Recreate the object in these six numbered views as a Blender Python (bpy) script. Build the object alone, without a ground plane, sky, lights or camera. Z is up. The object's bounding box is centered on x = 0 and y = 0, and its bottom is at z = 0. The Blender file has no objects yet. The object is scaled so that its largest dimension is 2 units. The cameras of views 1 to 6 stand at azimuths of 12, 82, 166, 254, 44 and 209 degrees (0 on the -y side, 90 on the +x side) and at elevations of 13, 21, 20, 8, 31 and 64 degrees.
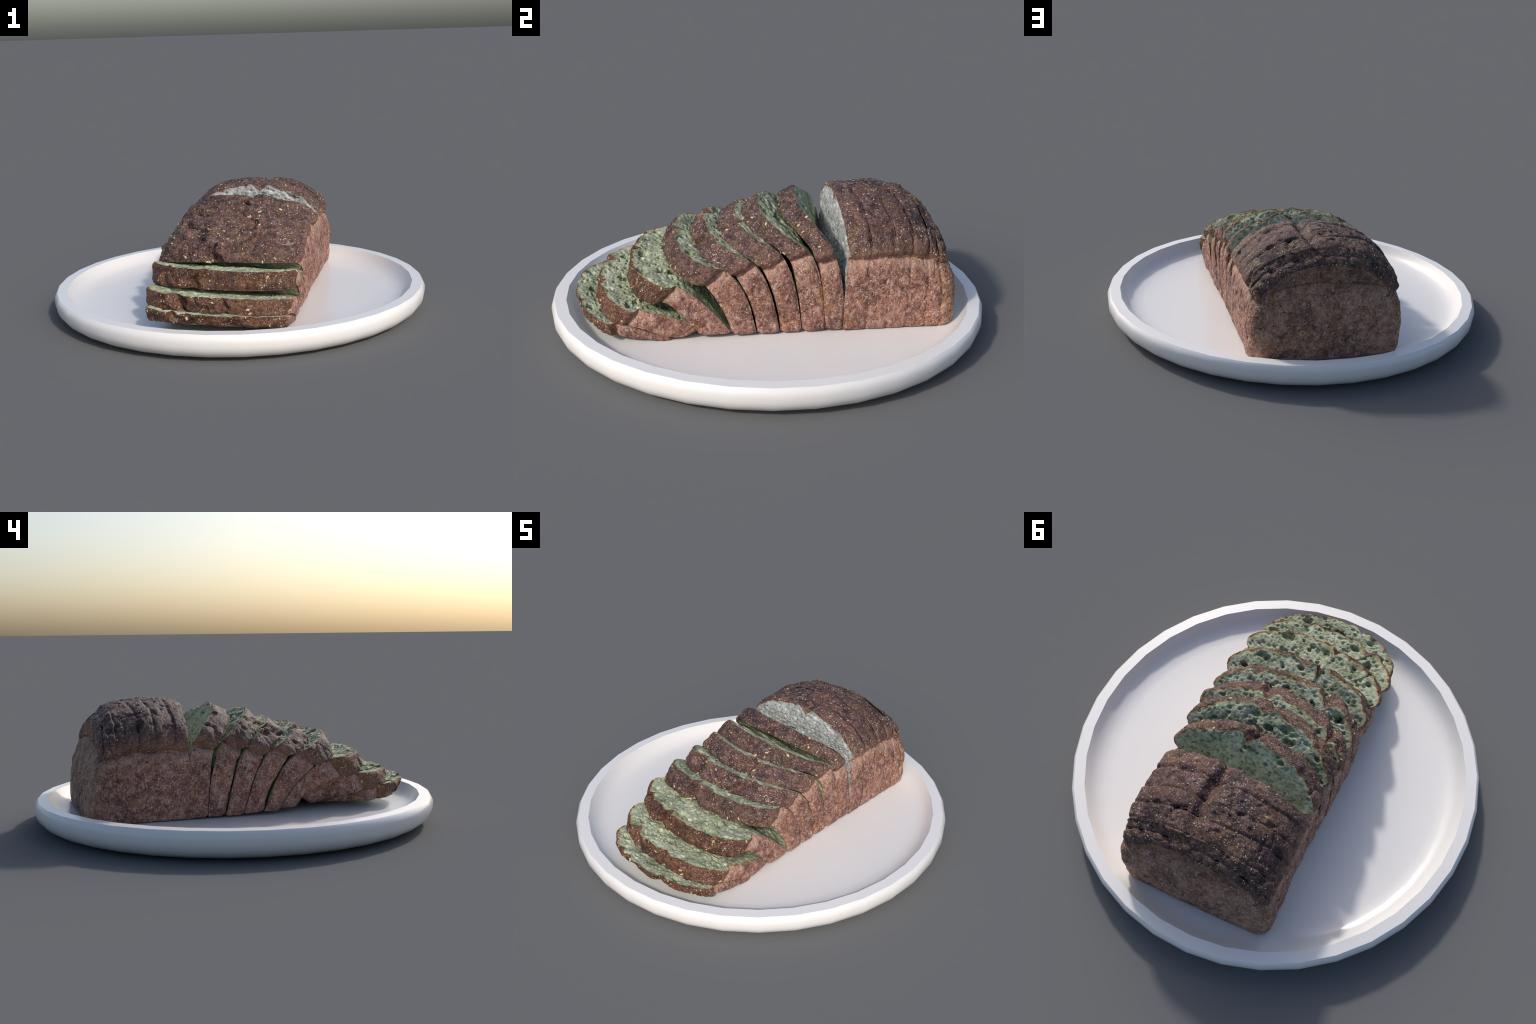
"""A sliced multigrain loaf fanned out on a round white plate."""
import bpy, math
import numpy as np

RNG = np.random.default_rng(7)

# ------------------------------------------------------------------ noise ---
def _hash(ix, iy, iz, seed):
    h = (ix.astype(np.int64) * 374761393 + iy.astype(np.int64) * 668265263 + iz.astype(np.int64) * 2147483647 + seed * 974634777) & 0xFFFFFFFF
    h = ((h ^ (h >> 13)) * 1274126177) & 0xFFFFFFFF
    h = ((h ^ (h >> 16)) * 2246822519) & 0xFFFFFFFF
    return (h ^ (h >> 15)) & 0xFFFFFFFF


TURN = np.array([[0.36, 0.48, -0.8], [-0.8, 0.6, 0.0], [0.48, 0.64, 0.6]])
_g = np.random.default_rng(3).normal(size=(256, 3))
GRADIENTS = _g / np.linalg.norm(_g, axis=1, keepdims=True)


def noise(P, freq, seed=0):
    """Smooth gradient noise, about -1..1, at points P (n, 3); the lattice is turned off the axes."""
    Q = (P @ TURN) * freq + seed * 17.31
    I = np.floor(Q).astype(np.int64)
    f = Q - I
    w = f * f * f * (f * (f * 6 - 15) + 10)
    out = 0
    for dx in (0, 1):
        for dy in (0, 1):
            for dz in (0, 1):
                g = GRADIENTS[_hash(I[:, 0] + dx, I[:, 1] + dy, I[:, 2] + dz, seed) & 255]
                v = g[:, 0] * (f[:, 0] - dx) + g[:, 1] * (f[:, 1] - dy) + g[:, 2] * (f[:, 2] - dz)
                out = out + v * (w[:, 0] if dx else 1 - w[:, 0]) * (w[:, 1] if dy else 1 - w[:, 1]) * (w[:, 2] if dz else 1 - w[:, 2])
    return out * 1.5


def fbm(P, freq, octaves=3, seed=0, gain=0.5):
    a, s = 1.0, 0
    for o in range(octaves):
        s = s + a * noise(P, freq * 2.03 ** o, seed + o * 7)
        a *= gain
    return s


def worley2(x, y, freq, seed=0):
    """Distance to the nearest jittered cell point, and that cell's random value."""
    qx, qy = x * freq, y * freq
    ix, iy = np.floor(qx).astype(np.int64), np.floor(qy).astype(np.int64)
    best = np.full(len(x), 9.0)
    val = np.zeros(len(x))
    zero = np.zeros_like(ix)
    for dx in (-1, 0, 1):
        for dy in (-1, 0, 1):
            cx, cy = ix + dx, iy + dy
            px = cx + _hash(cx, cy, zero, seed) / 4294967296.0
            py = cy + _hash(cx, cy, zero + 1, seed) / 4294967296.0
            d = np.hypot(px - qx, py - qy)
            m = d < best
            best[m] = d[m]
            val[m] = (_hash(cx, cy, zero + 2, seed) / 4294967296.0)[m]
    return best, val


def smooth(e0, e1, x):
    t = np.clip((x - e0) / (e1 - e0), 0, 1)
    return t * t * (3 - 2 * t)


def catmull(pts, n, closed=False):
    pts = np.array(pts, float)
    m = len(pts)
    if closed:
        ext = np.vstack([pts[-1], pts, pts[0], pts[1]])
        segs = m
    else:
        ext = np.vstack([2 * pts[0] - pts[1], pts, 2 * pts[-1] - pts[-2]])
        segs = m - 1
    t = np.linspace(0, 1, n, endpoint=False)[:, None]
    out = []
    for i in range(segs):
        a, b, c, d = ext[i:i + 4]
        out.append(0.5 * (2 * b + (c - a) * t + (2 * a - 5 * b + 4 * c - d) * t ** 2 + (3 * b - a - 3 * c + d) * t ** 3))
    out.append(pts[:1] if closed else pts[-1:])
    return np.vstack(out)


def resample(pts, n, scale=(1, 1)):
    d = np.r_[0, np.cumsum(np.hypot(*(np.diff(pts, axis=0) * np.array(scale)).T))]
    s = np.linspace(0, d[-1], n)
    return np.stack([np.interp(s, d, pts[:, k]) for k in range(pts.shape[1])], -1)


# ------------------------------------------------- cross-section of the loaf ---
# (X, u): X = -1..1 across the loaf, u = 0..1 from the tin's bottom to the crown
LOWER = [(0.0, 0.0), (0.55, 0.0), (0.9, 0.006), (0.965, 0.03), (0.985, 0.09), (1.0, 0.22), (1.005, 0.38), (0.995, 0.52),
         (0.968, 0.588), (0.928, 0.615), (0.968, 0.642), (1.008, 0.69)]
RIGHT = LOWER + [(0.996, 0.755), (0.93, 0.83), (0.79, 0.91), (0.55, 0.968), (0.28, 0.995)]
LEFT = LOWER + [(0.98, 0.75), (0.905, 0.82), (0.75, 0.90), (0.52, 0.962), (0.26, 0.992)]
N = 440                                       # points round the crust
SEAM = 0.615                                  # height of the pinched line under the domed top
_closed = RIGHT + [(0.0, 1.0)] + [(-x, u) for x, u in LEFT[:0:-1]]
OUTLINE = resample(catmull(_closed, 30, True), N + 1, (0.36, 0.56))[:-1]


class Face:
    """A cut face: a side curve at the left and at the right of the loaf, ruled across."""
    XL, XR = -0.345, 0.39

    def __init__(self, left, right, x0, x1, wave=0.0, seed=0, drop=(0.0, 0.0), inset=0.0, taper=0.0, bulge=0.0):
        self.wave, self.seed = wave, seed
        self.drop, self.inset, self.taper, self.bulge = drop, inset, taper, bulge
        self.cx, self.w = (x0 + x1) / 2, (x1 - x0) / 2
        self.L = resample(catmull(left, 24), 200)
        self.R = resample(catmull(right, 24), 200)

    def normal(self, u):
        mid = (self.L + self.R) / 2
        d = np.gradient(mid, axis=0)
        for _ in range(30):
            d[1:-1] = (d[:-2] + d[1:-1] + d[2:]) / 3
        g = np.linspace(0, 1, 200)
        ty, tz = np.interp(u, g, d[:, 0]), np.interp(u, g, d[:, 1])
        n = np.stack([0 * ty, tz, -ty], -1)
        return n / np.linalg.norm(n, axis=1, keepdims=True)

    def pos(self, X, u):
        # sloping shoulders, a foot drawn in on the left, a dome that narrows towards the heel
        u = u - smooth(0.55, 0.85, u) * (self.drop[0] * smooth(0.1, 1.0, -X) + self.drop[1] * smooth(0.1, 1.0, X))
        X = X * (1 - self.taper * smooth(0.4, 0.95, u)) + np.where(X < 0, -X * self.inset * (1 - smooth(0.2, 0.6, u)), 0)
        x = self.cx + self.w * X
        t = (x - self.XL) / (self.XR - self.XL)
        g = np.linspace(0, 1, 200)
        out = np.empty((len(x), 3))
        out[:, 0] = x
        uc = np.clip(u, 0, 1)
        for k in (0, 1):
            l, r = np.interp(uc, g, self.L[:, k]), np.interp(uc, g, self.R[:, k])
            out[:, k + 1] = l + (r - l) * t
        if self.bulge:
            out[:, 1] += self.bulge * np.clip(1 - X * X, 0, 1) * (0.35 + 0.65 * np.sin(np.pi * np.clip(u * 1.2, 0, 1)))
        if self.wave:
            out[:, 1] += self.wave * fbm(np.stack([x, out[:, 2], np.full_like(x, self.seed * 5.3)], -1), 7, 2, self.seed) * smooth(0.3, 0.7, u)
        return out


def grid_faces(rows, cols, wrap=True, start=0):
    r = np.arange(rows - 1)[:, None]
    c = np.arange(cols if wrap else cols - 1)[None]
    c2 = (c + 1) % cols
    a, b = start + r * cols + c, start + r * cols + c2
    d, e = start + (r + 1) * cols + c, start + (r + 1) * cols + c2
    return np.stack([a, b, e, d], -1).reshape(-1, 4)


def vertex_normals(V, F):
    n = np.cross(V[F[:, 2]] - V[F[:, 0]], V[F[:, 3]] - V[F[:, 1]])
    out = np.zeros_like(V)
    for k in range(4):
        np.add.at(out, F[:, k], n)
    return out / np.maximum(np.linalg.norm(out, axis=1, keepdims=True), 1e-12)


def make_object(name, V, F, mat, parent=None, normals=None, uv=None):
    used, inv = np.unique(F, return_inverse=True)
    F2 = inv.reshape(F.shape)
    me = bpy.data.meshes.new(name)
    me.from_pydata(V[used].tolist(), [], F2.tolist())
    me.polygons.foreach_set("use_smooth", np.ones(len(F2), bool))
    if uv is not None:
        lay = me.uv_layers.new(name="bread_coordinates")
        lay.data.foreach_set("uv", uv[used][F2].reshape(-1).astype(np.float32))
    me.materials.append(mat)
    me.update()
    if normals is not None:
        me.normals_split_custom_set_from_vertices(normals[used].tolist())
    ob = bpy.data.objects.new(name, me)
    bpy.context.scene.collection.objects.link(ob)
    ob.parent = parent
    return ob


def make_empty(name, loc, label, category):
    ob = bpy.data.objects.new(name, None)
    ob.empty_display_size = 0.05
    ob.location = loc
    bpy.context.scene.collection.objects.link(ob)
    ob["label"], ob["category"] = label, category
    return ob


def attach(ob, parent, loc):
    ob.parent = parent
    ob.matrix_parent_inverse.identity()
    ob.location = (-loc[0], -loc[1], -loc[2])


def crust_outline(cracks, k=0.0):
    """The cross-section with baked cracks in its domed top: (x at back, x at front, depth, width)."""
    O = OUTLINE.copy()
    top = smooth(0.72, 0.84, O[:, 1])
    dip = 0
    for xb, xf, depth, width in cracks:
        wob = 0.03 * math.sin(5.5 * k + 23 * xb) + 0.012 * math.sin(13 * k + 41 * xb)
        d = np.abs(O[:, 0] - (xb + (xf - xb) * k + wob)) / (width * (1 + 0.35 * math.sin(4 * k + 11 * xb)))
        dip = dip - depth * np.clip(1 - d, 0, 1) ** 1.3 + 0.3 * depth * np.exp(-((d - 1.4) / 0.6) ** 2)
    O[:, 1] += dip * top
    return O


# --------------------------------------------------------------- materials ---
class Nodes:
    def __init__(self, name):
        self.mat = bpy.data.materials.new(name)
        self.mat.use_nodes = True
        self.t = self.mat.node_tree
        self.t.nodes.clear()
        self.out = self.t.nodes.new("ShaderNodeOutputMaterial")
        self.bsdf = self.t.nodes.new("ShaderNodeBsdfPrincipled")
        self.t.links.new(self.bsdf.outputs[0], self.out.inputs[0])
        self.coord = self.t.nodes.new("ShaderNodeNewGeometry").outputs["Position"]

    def link(self, a, b):
        self.t.links.new(a, b)

    def mapped(self, scale, offset=(0, 0, 0), rot=(0, 0, 0)):
        n = self.t.nodes.new("ShaderNodeMapping")
        n.inputs["Location"].default_value = offset
        n.inputs["Rotation"].default_value = rot
        n.inputs["Scale"].default_value = scale
        self.link(self.coord, n.inputs[0])
        return n.outputs[0]

    def noise(self, scale, detail=3, rough=0.55, vec=None, dist=0.0):
        n = self.t.nodes.new("ShaderNodeTexNoise")
        n.inputs["Scale"].default_value = scale
        n.inputs["Detail"].default_value = detail
        n.inputs["Roughness"].default_value = rough
        n.inputs["Distortion"].default_value = dist
        self.link(vec or self.coord, n.inputs["Vector"])
        return n.outputs[0]

    def voronoi(self, scale, vec=None, what="Distance", rand=1.0):
        n = self.t.nodes.new("ShaderNodeTexVoronoi")
        n.inputs["Scale"].default_value = scale
        n.inputs["Randomness"].default_value = rand
        self.link(vec or self.coord, n.inputs["Vector"])
        return n.outputs[what]

    def ramp(self, fac, stops, interp="LINEAR"):
        n = self.t.nodes.new("ShaderNodeValToRGB")
        n.color_ramp.interpolation = interp
        e = n.color_ramp.elements
        while len(e) < len(stops):
            e.new(0.5)
        for el, (p, c) in zip(e, stops):
            el.position = p
            el.color = (c, c, c, 1) if isinstance(c, (int, float)) else (*c, 1)
        self.link(fac, n.inputs[0])
        return n.outputs[0]

    def mix(self, fac, a, b, mode="MIX"):
        n = self.t.nodes.new("ShaderNodeMix")
        n.data_type, n.blend_type = "RGBA", mode
        for s, v in ((0, fac), (6, a), (7, b)):
            if isinstance(v, (int, float)):
                n.inputs[s].default_value = v
            elif isinstance(v, tuple):
                n.inputs[s].default_value = (*v, 1)
            else:
                self.link(v, n.inputs[s])
        return n.outputs[2]

    def math(self, op, a, b=0.0):
        n = self.t.nodes.new("ShaderNodeMath")
        n.operation = op
        for s, v in ((0, a), (1, b)):
            if isinstance(v, (int, float)):
                n.inputs[s].default_value = v
            else:
                self.link(v, n.inputs[s])
        return n.outputs[0]

    def bump(self, height, strength, dist):
        n = self.t.nodes.new("ShaderNodeBump")
        n.inputs["Strength"].default_value = strength
        n.inputs["Distance"].default_value = dist
        self.link(height, n.inputs["Height"])
        self.link(n.outputs[0], self.bsdf.inputs["Normal"])

    def set(self, **kw):
        for k, v in kw.items():
            s = self.bsdf.inputs[k.replace("_", " ")]
            if isinstance(v, (int, float)):
                s.default_value = v
            elif isinstance(v, tuple):
                s.default_value = (*v, 1)
            else:
                self.link(v, s)
        return self.mat


def flecks(m, scale, size, keep, stretch, offset, rot):
    """Mask of sparse elongated grains."""
    vec = m.mapped(stretch, offset, rot)
    d = m.voronoi(scale, vec)
    c = m.voronoi(scale, vec, "Color")
    pick = m.ramp(c, [(keep, 1.0), (keep + 0.02, 0.0)])
    return m.math("MULTIPLY", m.ramp(d, [(size * 0.55, 1.0), (size, 0.0)]), pick)


def crust_material(name, tones, tan, tan_amount, pale, pale_keep, ledge=None, rough=0.58, mottle=0.5, vary=0.0):
    m = Nodes(name)
    n1 = m.noise(7, 5, 0.6)
    n2 = m.noise(30, 6, 0.68)
    n3 = m.noise(120, 5, 0.65)
    patch = m.ramp(m.noise(8, 3, 0.6, vec=m.mapped((1, 1, 1), (4, 9, 2))), [(0.36, 0.35), (0.58, 1.0)])
    col = m.ramp(n1, [(0.36, tones[0]), (0.5, tones[1]), (0.64, tones[2])])
    col = m.mix(m.ramp(m.noise(13, 5, 0.65, dist=0.6), [(0.50, 0.0), (0.66, tan_amount)]), col, tan)
    col = m.mix(m.ramp(n2, [(0.50, 0.0), (0.68, 0.8)]), col, tones[3])
    col = m.mix(m.ramp(n2, [(0.32, 0.85), (0.46, 0.0)]), col, tuple(0.6 * t for t in tones[0]))
    col = m.mix(m.ramp(n3, [(0.36, 0.6), (0.5, 0.0)]), col, tuple(0.5 * t for t in tones[0]))
    n4 = m.noise(68, 5, 0.7, vec=m.mapped((1, 1.3, 0.8), (2, 5, 1), (0.3, 0.5, 0.2)))
    col = m.mix(m.ramp(n4, [(0.52, 0.0), (0.68, mottle)]), col, tones[3])
    col = m.mix(m.ramp(n4, [(0.34, 0.7), (0.45, 0.0)]), col, tones[0])
    if ledge:
        # the dough that rose past the tin's rim stayed paler
        uv = m.t.nodes.new("ShaderNodeUVMap")
        uv.uv_map = "bread_coordinates"
        sep = m.t.nodes.new("ShaderNodeSeparateXYZ")
        m.link(uv.outputs[0], sep.inputs[0])
        rough_u = m.math("ADD", sep.outputs[0], m.math("MULTIPLY", m.math("SUBTRACT", m.noise(16, 4, 0.65), 0.5), 0.28))
        tone, stops = ledge
        col = m.mix(m.ramp(rough_u, stops), col, m.mix(m.ramp(n4, [(0.35, 0.0), (0.6, 1.0)]), tuple(0.62 * t for t in tone), tone))
    a = flecks(m, 58, 0.34, pale_keep * 0.5, (1, 2.4, 1.7), (3, 1, 2), (0.5, 0.9, 0.3))
    b = flecks(m, 95, 0.32, pale_keep, (2.3, 1, 1.7), (7, 4, 9), (0.2, 0.4, 1.1))
    c = flecks(m, 140, 0.34, pale_keep * 0.6, (1.5, 1.7, 1), (1, 8, 5), (1.2, 0.1, 0.7))
    grains = m.math("MULTIPLY", m.math("MAXIMUM", m.math("MAXIMUM", a, b), c), patch)
    col = m.mix(m.math("MULTIPLY", grains, 0.95), col, pale)
    d = flecks(m, 40, 0.34, 0.13, (1.3, 1, 1.5), (11, 3, 4), (0.3, 0.2, 0.8))
    e = flecks(m, 75, 0.36, 0.18, (1.3, 1, 1.2), (5, 13, 1), (0.9, 0.2, 0.4))
    col = m.mix(m.math("MULTIPLY", m.math("MAXIMUM", d, e), 0.85), col, (0.022, 0.014, 0.018))
    rnd = m.t.nodes.new("ShaderNodeObjectInfo").outputs["Random"]
    hsv = m.t.nodes.new("ShaderNodeHueSaturation")
    m.link(m.math("ADD", 1 - vary / 2, m.math("MULTIPLY", rnd, vary)), hsv.inputs["Value"])
    m.link(col, hsv.inputs["Color"])
    col = hsv.outputs[0]
    h = m.math("ADD", m.math("MULTIPLY", n2, 1.0), m.math("MULTIPLY", n3, 0.45))
    m.bump(h, 0.8, 0.009)
    return m.set(Base_Color=col, Roughness=rough, Specular_IOR_Level=0.3)


def crumb_material(name, tones, rind):
    m = Nodes(name)
    uv = m.t.nodes.new("ShaderNodeUVMap")
    uv.uv_map = "bread_coordinates"
    sep = m.t.nodes.new("ShaderNodeSeparateXYZ")
    m.link(uv.outputs[0], sep.inputs[0])
    depth = sep.outputs[0]                     # how far the crumb lies inside the crust
    n1 = m.noise(13, 5, 0.6)
    n2 = m.noise(60, 5, 0.7, vec=m.mapped((1, 1.6, 0.8)))
    n3 = m.noise(140, 3, 0.6)
    col = m.ramp(n1, [(0.32, tones[0]), (0.5, tones[1]), (0.66, tones[2])])
    col = m.mix(m.ramp(n2, [(0.36, 0.75), (0.48, 0.0)]), col, tuple(0.5 * t for t in tones[0]))  # dark blotches painted into the crumb for the shadow inside pores
    col = m.mix(m.ramp(n2, [(0.53, 0.0), (0.68, 0.5)]), col, tones[3])
    grey = flecks(m, 48, 0.36, 0.22, (1, 1.5, 1.7), (3, 2, 8), (0.4, 0.2, 0.9))
    col = m.mix(m.math("MULTIPLY", grey, 0.75), col, (0.055, 0.06, 0.05))
    tan = flecks(m, 26, 0.3, 0.1, (1.2, 1.5, 1), (1, 12, 3), (0.1, 0.8, 0.2))
    col = m.mix(m.math("MULTIPLY", tan, 0.7), col, (0.42, 0.29, 0.1))
    edge = m.math("ADD", depth, m.math("MULTIPLY", m.math("SUBTRACT", m.noise(22, 4, 0.7), 0.5), 0.06))
    col = m.mix(m.ramp(edge, [(0.002, 0.8), (0.017, 0.0)]), col, rind)
    col = m.mix(m.ramp(edge, [(-0.002, 0.9), (0.006, 0.0)]), col, (0.12, 0.05, 0.025))
    m.bump(m.math("ADD", n2, m.math("MULTIPLY", n3, 0.8)), 0.6, 0.004)
    return m.set(Base_Color=col, Roughness=0.85, Specular_IOR_Level=0.2)


def plain_material(name, color, rough, spec=0.5, coat=0.0):
    m = Nodes(name)
    n = m.noise(60 if not coat else 4, 2)
    low = 0.8 if not coat else 0.99
    col = m.mix(m.ramp(n, [(0.35, 0.0), (0.65, 1.0)]), tuple(low * c for c in color), color)
    m.set(Base_Color=col, Roughness=rough, Specular_IOR_Level=spec)
    m.bsdf.inputs["Coat Weight"].default_value = coat
    m.bsdf.inputs["Coat Roughness"].default_value = 0.15
    return m.mat


UPPER = crust_material("dark_top_crust", ((0.042, 0.022, 0.024), (0.092, 0.046, 0.043), (0.140, 0.066, 0.052), (0.25, 0.155, 0.14)),
                       (0.135, 0.078, 0.032), 0.85, (0.64, 0.58, 0.45), 0.36,
                       ((0.32, 0.165, 0.112), [(0.60, 0.9), (0.70, 0.5), (0.82, 0.0)]), mottle=0.45, vary=0.25)
WARM = crust_material("russet_top_crust", ((0.042, 0.018, 0.014), (0.098, 0.040, 0.026), (0.145, 0.060, 0.036), (0.24, 0.135, 0.10)),
                      (0.165, 0.075, 0.026), 0.85, (0.62, 0.54, 0.38), 0.36,
                      ((0.36, 0.185, 0.110), [(0.60, 0.85), (0.68, 0.4), (0.79, 0.0)]), mottle=0.35, vary=0.2)
SIDE = crust_material("pink_side_crust", ((0.14, 0.058, 0.043), (0.295, 0.130, 0.095), (0.40, 0.200, 0.150), (0.58, 0.39, 0.32)),
                      (0.35, 0.155, 0.070), 0.8, (0.78, 0.68, 0.58), 0.36,
                      ((0.57, 0.355, 0.275), [(0.49, 0.0), (0.58, 0.5), (0.65, 0.65)]), mottle=0.6)
HEEL = crust_material("heel_crust", ((0.125, 0.058, 0.044), (0.225, 0.115, 0.080), (0.31, 0.165, 0.105), (0.44, 0.29, 0.21)),  # top crust lightened here, since the upright heel band falls in shade
                      (0.29, 0.145, 0.058), 0.8, (0.66, 0.58, 0.48), 0.3, mottle=0.4)
END_SIDE = crust_material("heel_face_crust", ((0.17, 0.080, 0.054), (0.35, 0.182, 0.122), (0.45, 0.250, 0.172), (0.60, 0.41, 0.31)),  # base tones brightened and warmed to offset blue skylight on the shaded heel
                      (0.42, 0.205, 0.078), 0.8, (0.76, 0.68, 0.57), 0.32, mottle=0.45)
CRUMB = crumb_material("green_grey_crumb", ((0.19, 0.215, 0.125), (0.385, 0.425, 0.285), (0.50, 0.545, 0.395), (0.76, 0.79, 0.66)), (0.40, 0.26, 0.09))  # tinted yellower and darker so skylit shade on the slices looks less teal
CRUMB_GREY = crumb_material("grey_crumb", ((0.27, 0.285, 0.275), (0.43, 0.455, 0.45), (0.54, 0.57, 0.57), (0.76, 0.78, 0.77)), (0.32, 0.24, 0.16))
SEED = plain_material("pale_seed", (0.58, 0.47, 0.28), 0.5)
DARK_SEED = plain_material("dark_seed", (0.03, 0.022, 0.03), 0.4)
CERAMIC = plain_material("white_ceramic", (0.80, 0.785, 0.775), 0.3, 0.5, 0.3)


# ------------------------------------------------------------ bread pieces ---
def crumb_cap(face, outline, ring, inward, seed, hole_list, rings=74, dish=0.0):
    """A torn-crumb cut face: rings from the crust border to the middle, with pores and holes."""
    n = len(outline)
    centre = np.array([0.0, 0.5])
    t = (np.linspace(0, 1, rings + 1)[1:]) ** 1.0
    XU = outline[None] + (centre - outline)[None] * (t[:, None, None] * 0.995)
    X, u = XU[..., 0].ravel(), XU[..., 1].ravel()
    P = face.pos(X, u)
    base = face.pos(outline[:, 0], outline[:, 1])
    fade = np.repeat((1 - smooth(0, 0.12, t))[:, None], n, 1).ravel()
    P = P + np.tile(ring - base, (rings, 1)) * fade[:, None]
    V = np.vstack([ring, P])
    F = grid_faces(rings + 1, n)
    uu = np.clip(np.r_[outline[:, 1], u], 0, 1)
    nrm = face.normal(uu)
    if (nrm @ inward).mean() > 0:
        nrm = -nrm
    # metric coordinates in the face, and depth below the crust
    mx, my = np.r_[outline[:, 0], X] * face.w, np.r_[outline[:, 1], u] * 0.56
    tt = np.r_[np.zeros(n), np.repeat(t, n)]
    rad = np.hypot((outline[:, 0] - centre[0]) * face.w, (outline[:, 1] - centre[1]) * 0.56)
    depth = tt * np.tile(rad, rings + 1)
    keep = smooth(0.0, 0.03, depth)
    Q = np.stack([mx, my, np.full_like(mx, seed * 3.7)], -1)
    d = 0.006 * fbm(Q, 9, 2, seed) + 0.0018 * fbm(Q * np.array([1, 0.6, 1]), 80, 3, seed + 3, 0.6) - dish * smooth(0.0, 0.16, depth)
    w, val = worley2(mx + 0.006 * noise(Q, 40, seed), my * 1.25, 30, seed)
    d -= np.where(val > 0.62, 0.011, 0) * (1 - smooth(0.2, 0.36, w))
    w, val = worley2(mx + 0.004 * noise(Q, 60, seed), my, 62, seed + 5)
    d -= np.where(val > 0.6, 0.005, 0) * (1 - smooth(0.18, 0.36, w))
    for hx, hy, a, b, dep in hole_list:
        r = np.hypot((mx - hx) / a, (my - hy) / b) + 0.18 * noise(Q, 60, seed + 9)
        d -= dep * (1 - smooth(0.72, 1.05, r))
    V = V + nrm * (d * keep)[:, None]
    V[:n] = ring
    uv = np.stack([depth, tt], -1)
    return V, F, uv


def random_holes(seed, count, w):
    r = np.random.default_rng(seed)
    out = []
    for _ in range(count):
        a = r.uniform(0.009, 0.02) * (1.6 if r.random() < 0.28 else 1)
        out.append((r.uniform(-0.85, 0.85) * w, r.uniform(0.28, 0.92) * 0.56 * (1 - 0.0), a * r.uniform(1, 1.5), a * r.uniform(0.7, 1), r.uniform(0.016, 0.036)))
    return out


def tuck(O, q):
    """Draw the cross-section in, most at its sides, as the heel rounds over."""
    X, u = O[:, 0], O[:, 1]
    return np.stack([X * (1 - 0.17 * q), u - np.where(u > 0.5, (u - 0.5) * 0.10, (u - 0.5) * 0.06) * q], -1)


def crust_band(back, front, out_b, out_f, rows, seed, edge=1.0, heel=False, cracks=None, faint=False, rise=0.0):
    """The crust of one piece: rings from the back cut to the front cut."""
    s = np.sin(np.linspace(0, math.pi / 2, rows)) if heel else 0.5 - 0.5 * np.cos(np.linspace(0, math.pi, rows))
    n = len(out_b)
    V = []
    mid = np.array([0.0, 0.5])
    for k in s:
        O = crust_outline(cracks, k) if cracks else out_b * (1 - k) + out_f * k
        O = O.copy()
        y = back.pos(O[:, 0], O[:, 1])[:, 1] * (1 - k) + front.pos(O[:, 0], O[:, 1])[:, 1] * k
        # the line under the dome wanders up and down
        O[:, 1] += 0.035 * noise(np.stack([np.sign(O[:, 0]) * 3 + 0 * y, y, 0 * y], -1), 11, 21) * np.exp(-((O[:, 1] - SEAM) / 0.11) ** 2)
        pin = 0.016 * (np.exp(-(k / 0.08) ** 2) + (0 if heel else 1.5 * np.exp(-((1 - k) / 0.11) ** 2))) * edge
        if faint:
            pin = pin * (0.6 + 0.6 * smooth(0.55, 0.75, O[:, 1]))[:, None]
            O[:, 1] += rise * smooth(0.7, 0.95, O[:, 1]) * math.sin(math.pi * k) ** 0.5 if not heel else 0
        O = O + (mid - O) * pin
        if heel:
            q = max(0.0, (k - 0.1) / 0.9)
            O = tuck(O, 1 - math.sqrt(max(0.0, 1 - q * q)))
        a, b = back.pos(O[:, 0], O[:, 1]), front.pos(O[:, 0], O[:, 1])
        V.append(a * (1 - k) + b * k)
    V = np.vstack(V)
    F = grid_faces(rows, n)
    nrm = vertex_normals(V, F)
    c = V.reshape(rows, n, 3).mean(1, keepdims=True)
    if ((V.reshape(rows, n, 3) - c).reshape(-1, 3) * nrm).sum() < 0:
        nrm, F = -nrm, F[:, ::-1]
    u = np.tile(out_b[:, 1], rows)
    dome = smooth(0.6, 0.72, u)
    d = 0.005 * fbm(V, 7, 2, seed) + 0.0050 * fbm(V, 17, 3, 31, 0.45) + 0.0010 * fbm(V, 80, 2, 55)
    # folds and creases of the baked dome, and dents in the tin-baked walls
    W = V + 0.03 * np.stack([noise(V, 10, 3), noise(V, 10, 4), noise(V, 10, 6)], -1)
    d -= 0.010 * np.exp(-(noise(W * np.array([1, 0.6, 1]), 6, 77) / 0.06) ** 2) * dome * smooth(-0.1, 0.4, noise(V, 5, 19))
    d += 0.007 * noise(V, 11, 23) * dome
    d -= 0.005 * np.exp(-(noise(V * np.array([1, 1, 0.5]), 18, 91) / 0.07) ** 2) * smooth(0.1, 0.5, noise(V, 6, 14) + 0.2)
    d -= 0.007 * smooth(0.35, 0.6, noise(V, 26, 44))
    d *= smooth(0.0, 0.05, u) * 0.9 + 0.1
    V = V + nrm * d[:, None]
    return V, F


def split_crust(V, F, outline, rows, seed):
    """Faces of the domed top and of the tin-baked sides, parted along the wavy pinch line."""
    n = len(outline)
    col = np.arange(len(F)) % n
    u = outline[col, 1]
    wav = 0.014 * noise(V[F[:, 0]], 16, seed + 60)
    return F[(u + wav) > SEAM], F[(u + wav) <= SEAM]


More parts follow.
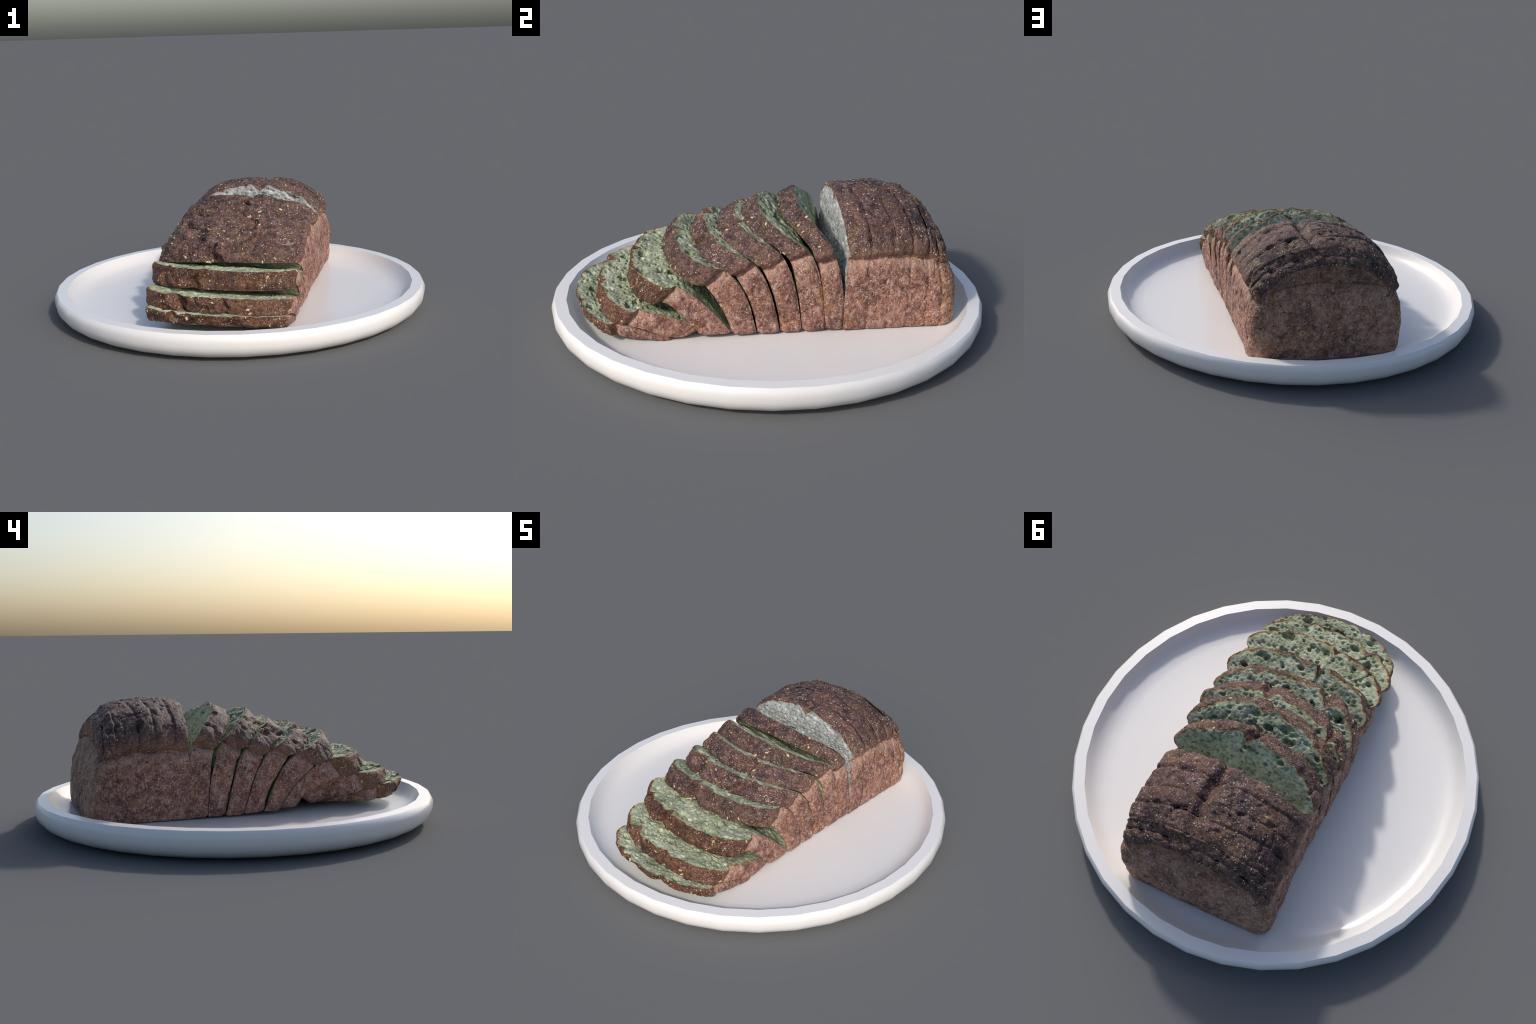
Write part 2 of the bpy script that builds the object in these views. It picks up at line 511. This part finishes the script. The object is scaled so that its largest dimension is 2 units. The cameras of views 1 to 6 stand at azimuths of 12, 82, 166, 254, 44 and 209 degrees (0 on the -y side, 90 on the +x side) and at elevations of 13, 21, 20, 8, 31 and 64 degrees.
def scatter_seeds(V, F, count, size, seed, name, mat, parent, loc):
    """Little flattened grains stuck to the crust, joined into one part."""
    r = np.random.default_rng(seed)
    v0, v1, v2, v3 = (V[F[:, k]] for k in range(4))
    nn = np.cross(v2 - v0, v3 - v1)
    area = np.linalg.norm(nn, axis=1)
    pick = r.choice(len(F), count, p=area / area.sum())
    seg, ring = 6, 3
    uvs = [(math.pi * i / (ring + 1), 2 * math.pi * j / seg) for i in range(1, ring + 1) for j in range(seg)]
    ball = np.array([(0, 0, 1)] + [(math.sin(a) * math.cos(b), math.sin(a) * math.sin(b), math.cos(a)) for a, b in uvs] + [(0, 0, -1)])
    tris = [(0, 1 + j, 1 + (j + 1) % seg) for j in range(seg)]
    for i in range(ring - 1):
        for j in range(seg):
            a, b = 1 + i * seg + j, 1 + i * seg + (j + 1) % seg
            tris += [(a, a + seg, b + seg), (a, b + seg, b)]
    last = len(ball) - 1
    tris += [(last, last - seg + (j + 1) % seg, last - seg + j) for j in range(seg)]
    tris = np.array(tris)
    allv, allf = [], []
    for i, p in enumerate(pick):
        w = r.dirichlet((1, 1, 1, 1))
        pt = sum(w[k] * V[F[p, k]] for k in range(4))
        z = nn[p] / max(area[p], 1e-12)
        t = np.cross(z, r.normal(size=3))
        t /= np.linalg.norm(t)
        b = np.cross(z, t)
        L = r.uniform(*size)
        B = ball * np.array([L, L * r.uniform(0.35, 0.6), L * 0.3])
        allv.append(pt + B[:, :1] * t + B[:, 1:2] * b + B[:, 2:] * z)
        allf.append(tris + i * len(ball))
    me = bpy.data.meshes.new(name)
    me.from_pydata(np.vstack(allv).tolist(), [], np.vstack(allf).tolist())
    me.polygons.foreach_set("use_smooth", np.ones(len(me.polygons), bool))
    me.materials.append(mat)
    ob = bpy.data.objects.new(name, me)
    bpy.context.scene.collection.objects.link(ob)
    ob["kind"] = "stuff"
    attach(ob, parent, loc)
    return ob


# Side curves (y, z) of each cut slice from its foot to its crown, nearest the loaf first:
# back cut left, back cut right, front cut left, front cut right, x range, cracks in the top (x, depth, width)
SLICES = [
    dict(bl=[(.312, .07), (.309, .247), (.293, .39), (.245, .49), (.13, .596)], br=[(.285, .07), (.280, .25), (.252, .392), (.200, .50), (.095, .583)],
         fl=[(.216, .07), (.206, .241), (.183, .39), (.115, .475), (.055, .555)], fr=[(.210, .07), (.193, .215), (.168, .385), (.112, .49), (.025, .545)],
         x=(-.342, .396), crack=[(.05, .02, .06, .10), (-.5, -.45, .015, .1)], dish=.034, drop=(.005, .06)),
    dict(bl=[(.213, .07), (.200, .25), (.152, .407), (.068, .50), (-.05, .576)], br=[(.206, .07), (.188, .25), (.160, .385), (.100, .475), (-.075, .560)],
         fl=[(.135, .07), (.106, .212), (.062, .356), (-.02, .44), (-.125, .515)], fr=[(.107, .07), (.083, .251), (.050, .40), (-.02, .47), (-.135, .50)],
         x=(-.342, .398), crack=[(.08, .04, .03, .10), (-.7, -.6, .02, .1)], dish=.012, drop=(.04, .05)),
    dict(bl=[(.128, .07), (.078, .28), (.010, .415), (-.07, .482), (-.155, .528)], br=[(.103, .07), (.074, .257), (.026, .408), (-.038, .475), (-.18, .514)],
         fl=[(.045, .07), (-.015, .267), (-.078, .373), (-.15, .425), (-.235, .46)], fr=[(.010, .07), (-.012, .21), (-.063, .355), (-.125, .42), (-.245, .455)],
         x=(-.342, .398), crack=[(.23, .27, .06, .09), (-.77, -.66, .07, .10)], dish=.01, drop=(.035, .05)),
    dict(bl=[(.040, .075), (-.023, .270), (-.082, .363), (-.165, .425), (-.30, .488)], br=[(.006, .07), (-.03, .24), (-.078, .36), (-.15, .43), (-.305, .484)],
         fl=[(-.058, .08), (-.085, .192), (-.180, .335), (-.26, .372), (-.37, .418)], fr=[(-.091, .07), (-.12, .207), (-.182, .34), (-.24, .375), (-.36, .40)],
         x=(-.340, .400), crack=[(-.51, -.36, .08, .11), (.53, .22, .05, .10)], dish=.01, drop=(.02, .05)),
    dict(bl=[(-.062, .08), (-.135, .258), (-.200, .337), (-.298, .392), (-.43, .452)], br=[(-.096, .075), (-.142, .25), (-.210, .358), (-.285, .40), (-.455, .438)],
         fl=[(-.137, .08), (-.18, .17), (-.30, .28), (-.40, .318), (-.49, .355)], fr=[(-.198, .075), (-.24, .19), (-.306, .30), (-.365, .328), (-.485, .352)],
         x=(-.340, .406), crack=[(-.18, -.14, .10, .10), (.02, -.02, .03, .14)], dish=.010, drop=(-.025, .035)),
    dict(bl=[(-.140, .09), (-.205, .19), (-.338, .303), (-.43, .335), (-.60, .353)], br=[(-.204, .085), (-.275, .18), (-.371, .278), (-.455, .318), (-.655, .337)],
         fl=[(-.222, .09), (-.28, .165), (-.434, .232), (-.53, .25), (-.635, .262)], fr=[(-.336, .08), (-.39, .15), (-.469, .238), (-.53, .25), (-.67, .248)],
         x=(-.338, .409), crack=[(-.20, -.36, .06, .09), (-.76, -.71, .03, .06)], dish=.008, drop=(-.03, .045), inset=.05),
    dict(bl=[(-.255, .14), (-.345, .205), (-.45, .24), (-.56, .25), (-.745, .256)], br=[(-.340, .112), (-.42, .163), (-.50, .193), (-.58, .212), (-.80, .245)],
         fl=[(-.310, .10), (-.42, .125), (-.53, .15), (-.62, .17), (-.765, .18)], fr=[(-.43, .07), (-.50, .095), (-.58, .13), (-.65, .148), (-.815, .165)],
         x=(-.330, .406), crack=[(-.52, -.32, .09, .10), (.18, .165, .045, .09)], dish=.008, drop=(-.025, .075), inset=.2),
    dict(bl=[(-.31, .115), (-.45, .13), (-.56, .155), (-.68, .182), (-.885, .205)], br=[(-.45, .075), (-.54, .105), (-.62, .135), (-.70, .155), (-.885, .190)],
         fl=[(-.32, .10), (-.46, .097), (-.6, .10), (-.70, .112), (-.87, .152)], fr=[(-.45, .066), (-.54, .074), (-.62, .085), (-.70, .10), (-.865, .140)],
         x=(-.300, .396), crack=[(-.3, -.25, .035, .1), (.35, .3, .03, .12)], dish=.006, drop=(.0, .075), inset=.28),
]

for i, S in enumerate(SLICES):
    shape = dict(drop=S.get("drop", (.055, .055)), inset=S.get("inset", 0.0))
    back, front = Face(S["bl"], S["br"], *S["x"], **shape), Face(S["fl"], S["fr"], *S["x"], **shape)
    O, Of = crust_outline(S["crack"], 0), crust_outline(S["crack"], 1)
    rows = 30
    V, F = crust_band(back, front, O, Of, rows, 5 + i, cracks=S["crack"])
    up, side = split_crust(V, F, O, rows, i)
    nv = vertex_normals(V, F)
    cuv = np.stack([np.tile(O[:, 1], rows), np.repeat(np.linspace(0, 1, rows), N)], -1)
    base = (back.cx, (S["bl"][0][0] + S["fr"][0][0]) / 2, 0.065)
    top = make_empty("bread_slice", base, "leaning slice of dark multigrain bread with greenish crumb", "bread slice")
    a = make_object("upper_crust", V, up, UPPER if i < 5 else WARM, None, nv, cuv)
    b = make_object("side_crust", V, side, SIDE, None, nv, cuv)
    attach(a, top, base)
    attach(b, top, base)
    axis = V[-N:].mean(0) - V[:N].mean(0)
    cv, cf = [], []
    Vb, Fb, uvb = crumb_cap(back, O, V[:N], axis, 20 + i, random_holes(50 + i, 34 if i else 10, back.w), dish=S["dish"])
    Vf, Ff, uvf = crumb_cap(front, Of, V[-N:], -axis, 40 + i, random_holes(80 + i, 16, front.w), 40)
    Fb = Fb[:, ::-1] if np.cross(Vb[Fb[:, 2]] - Vb[Fb[:, 0]], Vb[Fb[:, 3]] - Vb[Fb[:, 1]]).mean(0) @ axis > 0 else Fb
    Ff = Ff[:, ::-1] if np.cross(Vf[Ff[:, 2]] - Vf[Ff[:, 0]], Vf[Ff[:, 3]] - Vf[Ff[:, 1]]).mean(0) @ axis < 0 else Ff
    c = make_object("crumb", np.vstack([Vb, Vf]), np.vstack([Fb, Ff + len(Vb)]), CRUMB, None, None, np.vstack([uvb, uvf]))
    attach(c, top, base)
    scatter_seeds(V, up, 34, (0.003, 0.0065), 100 + i, "seeds", SEED, top, base)
    scatter_seeds(V, up, 5, (0.008, 0.0125), 115 + i, "seeds", SEED, top, base)
    scatter_seeds(V, up, 14, (0.004, 0.008), 130 + i, "dark_seeds", DARK_SEED, top, base)
    scatter_seeds(V, side, 16, (0.003, 0.005), 160 + i, "seeds", SEED, top, base)


# ------------------------------------------------- the standing end of the loaf ---
# cut positions along y (at the foot, at the pinch line, at the crown)
CUTS = [(.287, .298, .285), (.386, .384, .378), (.478, .478, .480), (.566, .563, .556), (.655, .650, .648), (.722, .705, .680)]
CROWN_Z = [.612, .622, .624, .616, .594, .558]
YAW = [.0, .018, .022, .025, .010, .0]


def loaf_cut(k):
    f, p, c = CUTS[k]
    z = CROWN_Z[k]

    def side(dy):
        return [(f + dy * .2, .066), (f + dy * .2, .22), (p + dy * .6, .40), ((p + c) / 2 + dy, .50), (c + dy, z)]
    return Face(side(-YAW[k] + (.012 if k == 0 else 0)), side(YAW[k]), -.338 - .026 * k / 5, .398, 0.007 if k else 0.004, k,
                drop=(.015, .04), taper=(0, 0, 0, .01, .03, .07)[k])


END = Face([(.778, .066), (.765, .20), (.737, .33), (.716, .40), (.712, .46), (.702, .548)], [(.803, .066), (.803, .20), (.774, .33), (.752, .40), (.740, .46), (.716, .548)], -.366, .400, drop=(.015, .04), taper=.10, bulge=.013)


def heel_line(P):
    """Height of the pinch line across the heel."""
    return 0.437 - 0.07 * ((P[:, 0] - 0.03) / 0.38) ** 2 + 0.012 * noise(P * np.array([1, 0, 0]), 9, 5)


loaf_base = (0.035, 0.53, 0.065)
loaf = make_empty("bread_loaf", loaf_base, "end of a dark multigrain loaf, cut in close slices", "bread loaf")
for k in range(6):
    a = loaf_cut(k)
    b = loaf_cut(k + 1) if k < 5 else END
    crack = lambda j: ([(.06, .06, .055, .09)], [(.10, .10, .075, .09)], [(.16, .16, .075, .09)], [(.14, .14, .05, .07)], [(.3, .3, .012, .1)], [(.0, .0, .01, .1)], [(-.3, -.3, .01, .1)])[j]
    Oa, Ob = crust_outline(crack(k)), crust_outline(crack(k + 1))
    rows = 26 if k < 5 else 40
    V, F = crust_band(a, b, Oa, Ob, rows, 50, edge=0.75, heel=k == 5, faint=True, rise=(0.012, -0.004, 0.014, 0.0, 0.012, 0)[k])
    up, side = split_crust(V, F, Oa, rows, 3)
    nv = vertex_normals(V, F)
    cuv = np.stack([np.tile(OUTLINE[:, 1], rows), np.repeat(np.linspace(0, 1, rows), N)], -1)
    name = "slice" if k < 5 else "heel"
    axis = V[-N:].mean(0) - V[:N].mean(0)
    parts_v, parts_f = [V], [side]
    if k == 5:
        rings = 74
        n = N
        centre = np.array([0.0, 0.42])
        t = np.linspace(0, 1, rings + 1)[1:]
        On = tuck(Ob, 1.0)
        XU = On[None] + (centre - On)[None] * t[:, None, None] * 0.995
        P = b.pos(XU[..., 0].ravel(), XU[..., 1].ravel())
        fade = np.repeat((1 - smooth(0, 0.3, t))[:, None], n, 1).ravel()
        P += np.tile(V[-n:] - b.pos(On[:, 0], On[:, 1]), (rings, 1)) * fade[:, None]
        rim = heel_line(P)
        d = 0.006 * fbm(P, 8, 2, 50) + 0.0050 * fbm(P, 17, 3, 31, 0.45) + 0.0012 * fbm(P, 80, 2, 55)
        d -= 0.014 * np.exp(-((P[:, 2] - rim) / 0.010) ** 2) - 0.006 * np.exp(-((P[:, 2] - rim + 0.025) / 0.02) ** 2)
        d -= 0.009 * np.exp(-(noise(P * np.array([1, 1, 0.3]), 12, 12) / 0.1) ** 2) * smooth(0.0, 0.03, P[:, 2] - rim)
        d -= 0.005 * np.exp(-(noise(P, 16, 91) / 0.08) ** 2)
        d -= 0.007 * smooth(0.35, 0.6, noise(P, 26, 44))
        P[:, 1] += d * np.repeat(smooth(0, 0.1, t), n)
        Vc = np.vstack([V[-n:], P])
        Fc = grid_faces(rings + 1, n)
        if np.cross(Vc[Fc[:, 2]] - Vc[Fc[:, 0]], Vc[Fc[:, 3]] - Vc[Fc[:, 1]]).mean(0)[1] < 0:
            Fc = Fc[:, ::-1]
        off = len(V)
        Vall = np.vstack([V, P])
        remap = np.r_[np.arange(off - n, off), np.arange(off, off + len(P))]
        Fc = remap[Fc]
        cz = Vall[Fc].mean(1)
        rimf = heel_line(cz)
        high = cz[:, 2] > rimf
        V, face, band = Vall, Fc[~high], Fc[high]
        cuv = np.vstack([cuv, np.stack([XU[..., 1].ravel(), np.ones(len(P))], -1)])
        nv = vertex_normals(V, np.vstack([up, side, face, band]))
    ob = make_object(name, V, side, SIDE if k < 5 else END_SIDE, None, nv, cuv)
    attach(ob, loaf, loaf_base)
    uc = make_object("upper_crust", V, up, UPPER, None, nv, cuv)
    uc.parent = ob
    for kind, nseed, sz, mt, sd in (("seeds", 36, (0.003, 0.0065), SEED, 200), ("dark_seeds", 10, (0.004, 0.008), DARK_SEED, 230)):
        sob = scatter_seeds(V, up, nseed if k < 5 else nseed, sz, sd + k, kind, mt, ob, (0, 0, 0))
    scatter_seeds(V, side, 16 if k < 5 else 60, (0.003, 0.005), 260 + k, "seeds", SEED, ob, (0, 0, 0))
    if k == 5:
        make_object("end_crust", V, band, HEEL, None, nv, cuv).parent = ob
        make_object("end_face", V, face, END_SIDE, None, nv, cuv).parent = ob
    if k == 0:
        Vb, Fb, uvb = crumb_cap(a, Oa, V[:N], axis, 70, random_holes(170, 8, a.w), dish=0.006)
        if np.cross(Vb[Fb[:, 2]] - Vb[Fb[:, 0]], Vb[Fb[:, 3]] - Vb[Fb[:, 1]]).mean(0) @ axis > 0:
            Fb = Fb[:, ::-1]
        cr = make_object("crumb", Vb, Fb, CRUMB_GREY, None, None, uvb)
        cr.parent = ob


# ------------------------------------------------------------------- plate ---
def build_plate():
    prof = [(0.0, 0.0), (0.60, 0.0), (0.82, 0.0)]
    for i in range(1, 10):
        a = math.pi / 2 * i / 10
        prof.append((0.84 + 0.16 * math.sin(a) ** (2 / 2.3), 0.1 - 0.1 * math.cos(a) ** (2 / 2.3)))
    prof += [(1.0, 0.103), (0.998, 0.118), (0.992, 0.131), (0.984, 0.139), (0.932, 0.141)]
    rim_in = len(prof) - 1
    prof += [(0.924, 0.128), (0.912, 0.110), (0.895, 0.092), (0.872, 0.079), (0.845, 0.0715), (0.80, 0.0685), (0.60, 0.068), (0.3, 0.068), (0.0, 0.068)]
    seg = 36
    V, F = [], []
    for j, (r, z) in enumerate(prof):
        for i in range(seg):
            a = 2 * math.pi * (i + 0.38) / seg
            rr = r if r < 0.9 else r * 1.0
            V.append((rr * math.cos(a), rr * math.sin(a), z))
    V = np.array(V)
    V[:, :2] /= np.abs(V[:, :2]).max()          # the widest ring spans exactly two metres
    F = grid_faces(len(prof), seg)
    me = bpy.data.meshes.new("plate")
    me.from_pydata(V.tolist(), [], F[:, ::1].tolist())
    me.polygons.foreach_set("use_smooth", np.ones(len(F), bool))
    me.materials.append(CERAMIC)
    me.update()
    import bmesh
    bm = bmesh.new()
    bm.from_mesh(me)
    bmesh.ops.remove_doubles(bm, verts=bm.verts, dist=1e-5)
    bmesh.ops.recalc_face_normals(bm, faces=bm.faces)
    sharp = {round(prof[rim_in][1], 4), round(prof[rim_in - 1][1], 4)}
    for e in bm.edges:
        za, zb = (round(v.co.z, 4) for v in e.verts)
        if za == zb and za in sharp:
            e.smooth = False
    bm.to_mesh(me)
    bm.free()
    ob = bpy.data.objects.new("plate", me)
    bpy.context.scene.collection.objects.link(ob)
    ob["label"], ob["category"] = "round white ceramic plate with a raised rim", "plate"


build_plate()
